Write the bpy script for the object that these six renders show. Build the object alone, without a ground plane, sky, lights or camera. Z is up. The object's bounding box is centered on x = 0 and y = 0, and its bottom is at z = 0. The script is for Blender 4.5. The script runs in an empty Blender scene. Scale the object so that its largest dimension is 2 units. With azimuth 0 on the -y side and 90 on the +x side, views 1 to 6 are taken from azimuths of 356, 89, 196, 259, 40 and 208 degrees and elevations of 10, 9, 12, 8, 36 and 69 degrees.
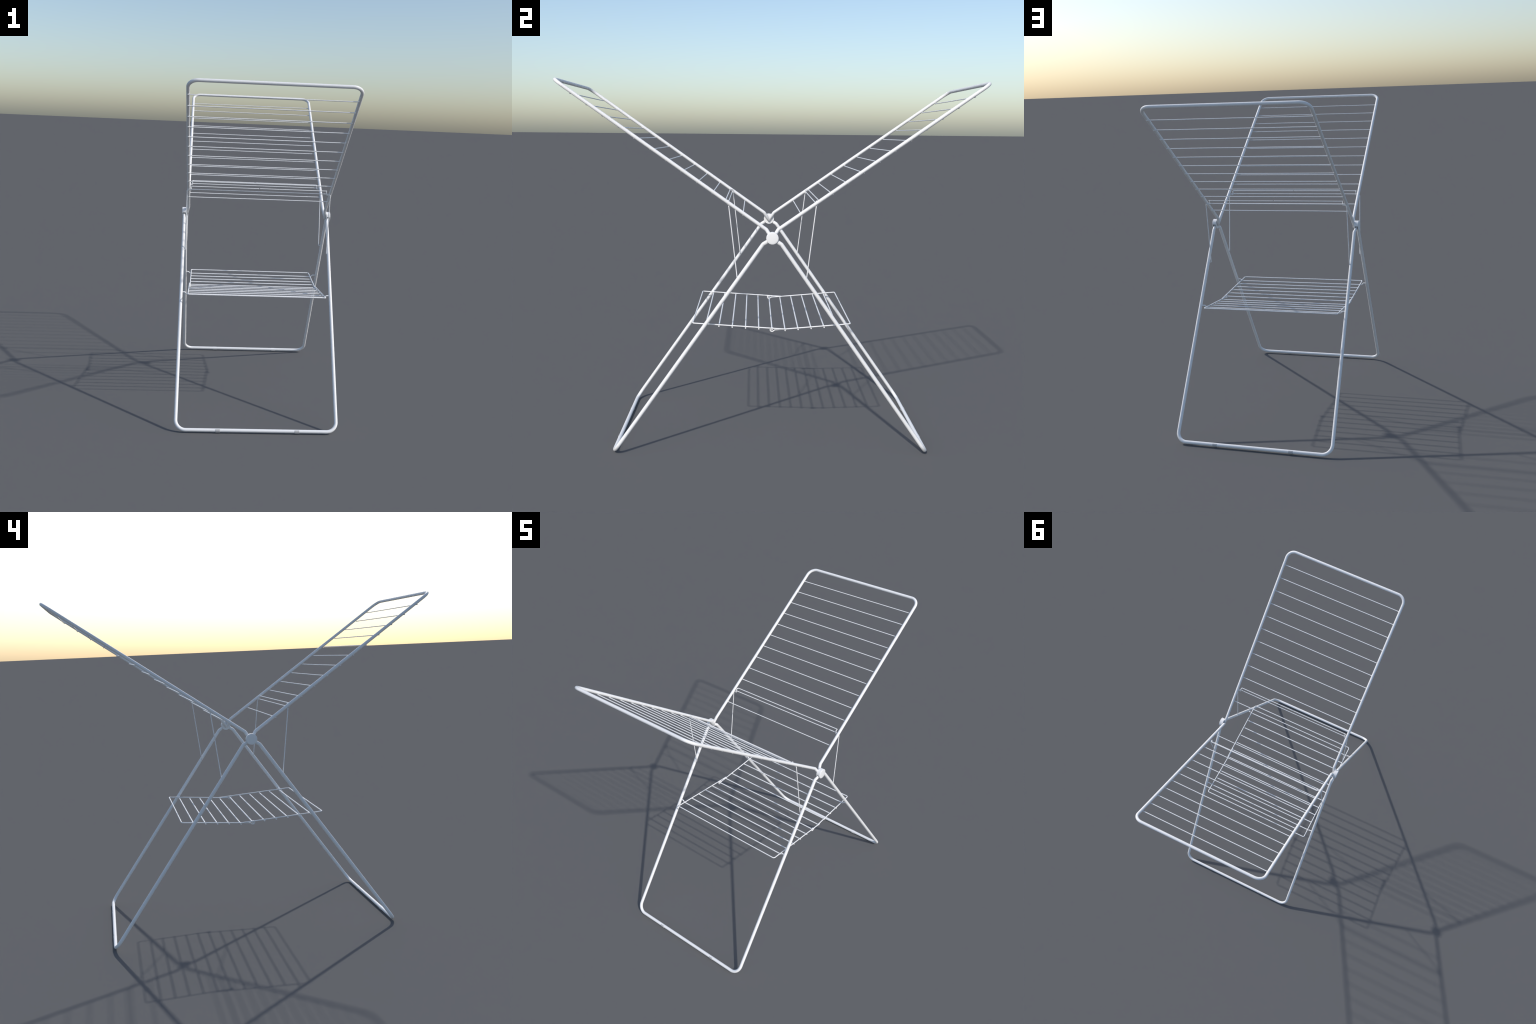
# Folding white clothes drying rack: two raised wings of wire on bent tube,
# two crossed-over leg hoops, plastic pivot hubs, wire braces and a folding wire shelf.
import bpy, bmesh, math
from mathutils import Vector, Matrix

# ------------------------------------------------------------------ sizes (m)
WING_R, LEG_R = 0.0085, 0.0092          # tube radii
WIRE_R, SHELF_R, SHELF_BAR_R, BRACE_R = 0.0025, 0.0033, 0.0030, 0.0025
HUB_Z, HUB_R = 1.0583, 0.0287           # pivot axis
WING_X, WING_TIP_Y, WING_TIP_Z = 0.4022, 0.9915, 1.7702
WING_SLOPE = 0.7003                     # dz/dy of a wing
LEG_X, FOOT_Y, FOOT_Z = 0.4205, 0.7556, 0.0122
LEG_SLOPE = 1.4257                      # -dz/dy of a leg hoop
CORNER_R = 0.050
# the pairs of hoops sit a few millimetres off centre so that they pass each other at the pivots
WING_SHIFT = {-1: 0.0027, 1: -0.0042}
LEG_SHIFT = {-1: -0.0040, 1: 0.0028}
BRACE_SHIFT = -0.0030
WIRE_SHIFT = {-1: -0.0028, 1: -0.0028}


# ------------------------------------------------------------------ materials
def coated_metal(name, colour, rough, grain=0.02, scale=220.0):
    """Plain coat whose tone and gloss wander by a hair, with fine powder-coat grain."""
    m = bpy.data.materials.new(name)
    m.use_nodes = True
    nt = m.node_tree
    b = nt.nodes["Principled BSDF"]
    tc = nt.nodes.new("ShaderNodeTexCoord")
    n1 = nt.nodes.new("ShaderNodeTexNoise")
    n1.inputs["Scale"].default_value = 9.0
    n1.inputs["Detail"].default_value = 3.0
    ramp = nt.nodes.new("ShaderNodeValToRGB")
    lo = [c * (1 - grain) for c in colour] + [1]
    ramp.color_ramp.elements[0].position = 0.3
    ramp.color_ramp.elements[0].color = lo
    ramp.color_ramp.elements[1].position = 0.7
    ramp.color_ramp.elements[1].color = list(colour) + [1]
    n2 = nt.nodes.new("ShaderNodeTexNoise")
    n2.inputs["Scale"].default_value = scale
    bump = nt.nodes.new("ShaderNodeBump")
    bump.inputs["Strength"].default_value = 0.04
    bump.inputs["Distance"].default_value = 0.001
    L = nt.links.new
    L(tc.outputs["Object"], n1.inputs["Vector"])
    L(tc.outputs["Object"], n2.inputs["Vector"])
    L(n1.outputs["Fac"], ramp.inputs["Fac"])
    L(ramp.outputs["Color"], b.inputs["Base Color"])
    L(n2.outputs["Fac"], bump.inputs["Height"])
    L(bump.outputs["Normal"], b.inputs["Normal"])
    b.inputs["Roughness"].default_value = rough
    b.inputs["Specular IOR Level"].default_value = 0.3
    return m


MAT_TUBE = coated_metal("white_enamel_tube", (0.825, 0.825, 0.825), 0.5)
MAT_WIRE = coated_metal("white_coated_wire", (0.825, 0.825, 0.825), 0.5)
MAT_HUB = coated_metal("white_plastic", (0.825, 0.825, 0.825), 0.45)
MAT_FOOT = coated_metal("grey_rubber", (0.50, 0.50, 0.50), 0.6)


# ------------------------------------------------------------------ geometry helpers
def fillet(pts, radii, seg=10):
    """Round the inner corners of a polyline; radii is one number or one per corner."""
    pts = [Vector(p) for p in pts]
    n = len(pts)
    if not isinstance(radii, (list, tuple)):
        radii = [radii] * (n - 2)
    out = [pts[0]]
    for i in range(1, n - 1):
        p, a, b = pts[i], pts[i - 1], pts[i + 1]
        u, v = (a - p).normalized(), (b - p).normalized()
        ang = u.angle(v)
        t = radii[i - 1] / math.tan(ang / 2)
        t = min(t, 0.49 * (a - p).length, 0.49 * (b - p).length)
        r = t * math.tan(ang / 2)
        c = p + (u + v).normalized() * (r / math.sin(ang / 2))
        s, e = p + u * t - c, p + v * t - c
        sweep = math.pi - ang
        k = max(3, int(math.ceil(seg * sweep / (math.pi / 2))))
        for j in range(k + 1):
            w = j / k
            q = (s * math.sin((1 - w) * sweep) + e * math.sin(w * sweep)) / math.sin(sweep)
            out.append(c + q)
    out.append(pts[-1])
    return out


def hold_loops(path, r):
    """Extra stations near both ends of each long straight, so shading stays even along it."""
    out = [path[0]]
    for a, b in zip(path, path[1:]):
        d = (b - a).length
        if d > 8 * r:
            u = (b - a) / d
            out += [a + u * r * 1.5, b - u * r * 1.5]
        out.append(b)
    return out


def sweep_tube(bm, path, r, sides):
    """Round tube along a path (parallel transport), slightly chamfered closed ends."""
    path = hold_loops([Vector(p) for p in path], r)
    t0 = (path[1] - path[0]).normalized()
    t1 = (path[-1] - path[-2]).normalized()
    ch = r * 0.18
    stations = [(path[0], r - ch), (path[0] + t0 * ch, r)]
    stations += [(p, r) for p in path[1:-1]]
    stations += [(path[-1] - t1 * ch, r), (path[-1], r - ch)]
    n = len(stations)
    nrm = t0.orthogonal().normalized()
    prev = t0
    rings = []
    for i, (p, rad) in enumerate(stations):
        a = stations[max(i - 1, 0)][0]
        b = stations[min(i + 1, n - 1)][0]
        t = (b - a).normalized()
        nrm = prev.rotation_difference(t) @ nrm
        nrm = (nrm - t * nrm.dot(t)).normalized()
        bn = t.cross(nrm)
        prev = t
        rings.append([bm.verts.new(p + (nrm * math.cos(2 * math.pi * k / sides)
                                        + bn * math.sin(2 * math.pi * k / sides)) * rad)
                      for k in range(sides)])
    for i in range(n - 1):
        for k in range(sides):
            k2 = (k + 1) % sides
            f = bm.faces.new((rings[i][k], rings[i][k2], rings[i + 1][k2], rings[i + 1][k]))
            f.smooth = 0 < i < n - 2
    bm.faces.new(list(reversed(rings[0])))
    bm.faces.new(rings[-1])


def mesh_from(bm, name, mat):
    bmesh.ops.recalc_face_normals(bm, faces=bm.faces)
    me = bpy.data.meshes.new(name)
    bm.to_mesh(me)
    bm.free()
    me.materials.append(mat)
    return me


def add(name, me, parent, loc=(0, 0, 0)):
    o = bpy.data.objects.new(name, me)
    bpy.context.scene.collection.objects.link(o)
    o.location = loc
    o.parent = parent
    return o


def tube_object(name, path, r, sides, mat, parent):
    bm = bmesh.new()
    sweep_tube(bm, path, r, sides)
    return add(name, mesh_from(bm, name, mat), parent)


def straight_rod(name, half, r, sides, mat):
    bm = bmesh.new()
    sweep_tube(bm, [(-half, 0, 0), (half, 0, 0)], r, sides)
    return mesh_from(bm, name, mat)


def prism_x(bm, profile, x0, x1, bevel0=0.0, bevel1=0.0):
    """Extrude a closed (y, z) profile along x; optional chamfer at either end face."""
    cy = sum(p[0] for p in profile) / len(profile)
    cz = sum(p[1] for p in profile) / len(profile)

    def ring(x, inset):
        vs = []
        for y, z in profile:
            d = math.hypot(y - cy, z - cz) or 1
            k = 1 - inset / d
            vs.append(bm.verts.new((x, cy + (y - cy) * k, cz + (z - cz) * k)))
        return vs
    d = 1 if x1 > x0 else -1
    st = []
    if bevel0:
        st += [(x0, bevel0), (x0 + d * bevel0 * .3, bevel0 * .3), (x0 + d * bevel0, 0)]
    else:
        st.append((x0, 0))
    if bevel1:
        st += [(x1 - d * bevel1, 0), (x1 - d * bevel1 * .3, bevel1 * .3), (x1, bevel1)]
    else:
        st.append((x1, 0))
    rings = [ring(x, i) for x, i in st]
    m = len(profile)
    for a, b in zip(rings, rings[1:]):
        for k in range(m):
            f = bm.faces.new((a[k], a[(k + 1) % m], b[(k + 1) % m], b[k]))
            f.smooth = True
    bm.faces.new(list(reversed(rings[0])))
    bm.faces.new(rings[-1])


def sharp_by_angle(me, deg=40):
    bm = bmesh.new()
    bm.from_mesh(me)
    for e in bm.edges:
        if len(e.link_faces) == 2 and e.calc_face_angle(0) > math.radians(deg):
            e.smooth = False
    bm.to_mesh(me)
    bm.free()
    return me


# ------------------------------------------------------------------ the rack
rack = bpy.data.objects.new("clothes_drying_rack", None)
bpy.context.scene.collection.objects.link(rack)
rack["label"] = "white folding metal clothes drying rack with raised wings"
rack["category"] = "drying rack"


def wing_z(y):
    return WING_TIP_Z - WING_SLOPE * (WING_TIP_Y - y)


def leg_z(y):
    return FOOT_Z + LEG_SLOPE * (FOOT_Y - y)


wing_len = math.hypot(1, WING_SLOPE)
wing_u = Vector((0, 1 / wing_len, WING_SLOPE / wing_len))      # out along a wing (+y one)
wing_n = Vector((0, -wing_u.z, wing_u.y))                      # its upper normal

wire_mesh = straight_rod("drying_wire", 0.4022, WIRE_R, 12, MAT_WIRE)
N_WIRES = 12
first = Vector((0, 0.9184, 1.7070))
step = Vector((0, -0.07104, -0.04966))

for side in (-1, 1):
    # --- wing: one tube bent into a hoop, both ends kinked in to the pivot
    def W(x, y, z):
        return (x, y * side, z)
    bend_y, ws = 0.0275, WING_SHIFT[side]
    pts = []
    for sx in (1, -1):
        over = ws * sx < 0                       # this end lies over the other wing's end
        end = W(0.4105 * sx, -0.0024, 1.0485) if over else W(0.4115 * sx, 0.0010, 1.0530)
        leg_pts = [end, W(WING_X * sx + ws * 0.6, bend_y, wing_z(bend_y)), W(WING_X * sx + ws, WING_TIP_Y, WING_TIP_Z)]
        pts += leg_pts if sx > 0 else leg_pts[::-1]
    path = fillet(pts, [0.014, CORNER_R, CORNER_R, 0.014], 12)
    wing = tube_object("wing_frame", path, WING_R, 28, MAT_TUBE, rack)
    for i in range(N_WIRES):
        p = first + step * i
        add("drying_wire", wire_mesh, wing, (WIRE_SHIFT[side], p.y * side, p.z))

    # --- leg hoop
    leg_bend = 0.0425
    ls = LEG_SHIFT[side]
    pts = []
    for sx in (1, -1):
        x = LEG_X * sx + ls
        leg_pts = [W(0.4278 * sx, 0.006, 1.0520), W(x, leg_bend, leg_z(leg_bend)), W(x, FOOT_Y, FOOT_Z)]
        pts += leg_pts if sx > 0 else leg_pts[::-1]
    path = fillet(pts, [0.014, 0.053, 0.053, 0.014], 12)
    bm = bmesh.new()
    sweep_tube(bm, path, LEG_R, 28)
    for v in bm.verts:                       # ends pressed flat sideways to fit the hub slot
        ay = abs(v.co.y)
        if v.co.z > 0.95 and ay < 0.046:
            t = min(1.0, (0.046 - ay) / 0.026)
            sx = 1 if v.co.x > 0 else -1
            mid = LEG_X * sx + ls + (0.4275 * sx - LEG_X * sx - ls) * max(0.0, min(1.0, (leg_bend - ay) / 0.0365))
            v.co.x = mid + (v.co.x - mid) * (1 - 0.4 * t)
    leg = add("leg_frame", mesh_from(bm, "leg_frame", MAT_TUBE), rack)

    # --- rubber foot caps: open shells round the outer and lower side of the bar
    bm = bmesh.new()
    n = 16
    prof = []
    for k in range(n + 1):
        a = math.radians(-150 + 205 * k / n)          # 0 = outward, -90 = down
        prof.append((math.cos(a), math.sin(a), 0.0014 + 0.0016 * max(0, -math.sin(a)) ** 2))
    w = 0.0118
    rings = []
    for x, cut in ((-w, 0.0008), (-w + 0.0008, 0), (w - 0.0008, 0), (w, 0.0008)):
        outer = [bm.verts.new((x, c * (LEG_R + t - cut) * side, s * (LEG_R + t - cut))) for c, s, t in prof]
        inner = [bm.verts.new((x, c * (LEG_R - 0.002) * side, s * (LEG_R - 0.002))) for c, s, t in reversed(prof)]
        rings.append(outer + inner)
    m = len(rings[0])
    for a, b in zip(rings, rings[1:]):
        for k in range(m):
            f = bm.faces.new((a[k], a[(k + 1) % m], b[(k + 1) % m], b[k]))
            f.smooth = True
    bm.faces.new(list(reversed(rings[0])))
    bm.faces.new(rings[-1])
    foot_mesh = sharp_by_angle(mesh_from(bm, "foot_cap", MAT_FOOT))
    for x in (-0.2065, 0.2065):
        add("foot_cap", foot_mesh, leg, (x + 0.0018, FOOT_Y * side, FOOT_Z))

    # --- brace: wire from leg up under the wing tube, hooked over the eleventh wire
    hook = [(0.4230, 0.1618, 0.8598), (0.4074, 0.1618, 0.8598), (0.4052, 0.2023, 1.2042),
            (0.3826, 0.2023, 1.2042), (0.3822, 0.2026, 1.2274),
            (0.3808, 0.2177, 1.2278), (0.0017, 0.2177, 1.2278)]
    bm = bmesh.new()
    for sx in (-1, 1):
        pts = [W(p[0] * sx + BRACE_SHIFT, p[1], p[2]) for p in hook]
        sweep_tube(bm, fillet(pts, [0.004, 0.004, 0.004, 0.005, 0.004], 6), BRACE_R, 12)
    add("wing_brace", mesh_from(bm, "wing_brace", MAT_WIRE), rack)

# --- pivot hubs: drum over the legs between an inner flange and a round cap
for side in (-1, 1):
    circle = [(HUB_R * math.cos(a), HUB_R * math.sin(a))
              for a in (2 * math.pi * k / 64 for k in range(64))]
    floor = -0.0005
    r2 = HUB_R - 0.0006
    a0 = math.asin(floor / r2)
    drum = [(r2 * math.cos(a), r2 * math.sin(a))
            for a in (a0 + (math.pi - 2 * a0) * k / 48 for k in range(49))]
    bm = bmesh.new()
    prism_x(bm, [(y * 0.98, z * 0.98) for y, z in circle], 0.4140 * side, 0.4178 * side, 0.0006, 0.0)
    prism_x(bm, drum, 0.4172 * side, 0.4356 * side)
    hub = add("pivot_hub", sharp_by_angle(mesh_from(bm, "pivot_hub", MAT_HUB)), rack, (0, 0, HUB_Z))
    bm = bmesh.new()
    prism_x(bm, circle, 0.4350 * side, 0.4374 * side, 0.0, 0.0018)
    face = max(bm.faces, key=lambda f: f.calc_center_median().x * side)
    edge = rim = list(face.verts)
    bm.faces.remove(face)
    for k, h in ((0.75, 0.0004), (0.5, 0.0007), (0.25, 0.0009)):      # slightly domed face
        ring = [bm.verts.new(((0.4374 + h) * side, v.co.y * k, v.co.z * k)) for v in edge]
        for i in range(len(rim)):
            j = (i + 1) % len(rim)
            bm.faces.new((rim[i], rim[j], ring[j], ring[i])).smooth = True
        rim = ring
    bm.faces.new(rim).smooth = True
    add("hub_cap", sharp_by_angle(mesh_from(bm, "hub_cap", MAT_HUB), 50), hub)

# --- folding shelf: two U-shaped wire halves that overlap at the middle
OFF = 0.0068                                    # wires are welded under the side bars


def shelf_half(side, bar_x, end_y, end_z, slope, inner, rod_ys, pivot_y, rod_half, shift, pivot_shift):
    """inner = extra (y, z) points that finish each side bar at the middle."""
    def z_at(y):
        return end_z - slope * (end_y - y * side)

    def Q(x, y, z):
        return (x, y, z)
    tail = [Q(bar_x, y, z) for y, z in inner(z_at)]
    half = tail + [Q(bar_x, end_y * side, end_z)]
    pts = half + [(-p[0], p[1], p[2]) for p in reversed(half)]
    k = len(tail)
    radii = [0.004] * (k - 1) + [0.010, 0.010] + [0.004] * (k - 1)
    pts = [(p[0] + shift, p[1], p[2]) for p in pts]
    frame = tube_object("shelf_frame", fillet(pts, radii, 8), SHELF_BAR_R, 14, MAT_WIRE, rack)
    rod = straight_rod("shelf_wire", rod_half, SHELF_R, 14, MAT_WIRE)
    for y in rod_ys:
        add("shelf_wire", rod, frame, (shift, y, z_at(y) - OFF))
    # the wire next to the end runs on past the bars and kinks up into the legs
    zp = z_at(pivot_y) - OFF
    half = [(0.4200, pivot_y, zp + 0.0105), (0.3985, pivot_y, zp + 0.0105),
            (bar_x + 0.005, pivot_y, zp)]
    pts = half + [(-p[0], p[1], p[2]) for p in reversed(half)]
    pts = [(p[0] + pivot_shift, p[1], p[2]) for p in pts]
    bm = bmesh.new()
    sweep_tube(bm, fillet(pts, [0.006, 0.006, 0.006, 0.006], 6), SHELF_R, 14)
    add("shelf_pivot_wire", mesh_from(bm, "shelf_pivot_wire", MAT_WIRE), frame)
    return frame


Z_A = lambda y: 0.6445 - 0.0630 * (y + 0.3735)          # -y half, height of its side bar
eye_y, eye_z, eye_r = 0.0035, Z_A(0.0035) - OFF - 0.0010, 0.0088


def plain_end(z_at):
    return [(0.0723, z_at(0.0723))]


def eyelet_end(z_at):
    """Side bar dips and curls round the middle wire of the other half."""
    pts = []
    for k in range(17):
        a = math.radians(30 + 285 * k / 16)             # over the top and round to below
        pts.append((eye_y + eye_r * math.cos(a), eye_z + eye_r * math.sin(a)))
    pts.append((eye_y + 0.0125, z_at(eye_y + 0.0125)))
    return pts


shelf_half(-1, 0.3842, 0.3735, 0.6445, 0.0630, plain_end,
           [0.0035 - 0.0631 * i for i in range(5)], -0.3122, 0.3872, -0.0012, -0.0045)
shelf_half(1, 0.3800, 0.3768, 0.6432, 0.0863, eyelet_end,
           [0.0660 + 0.0619 * i for i in range(4)], 0.3140, 0.3832, -0.0006, 0.0)
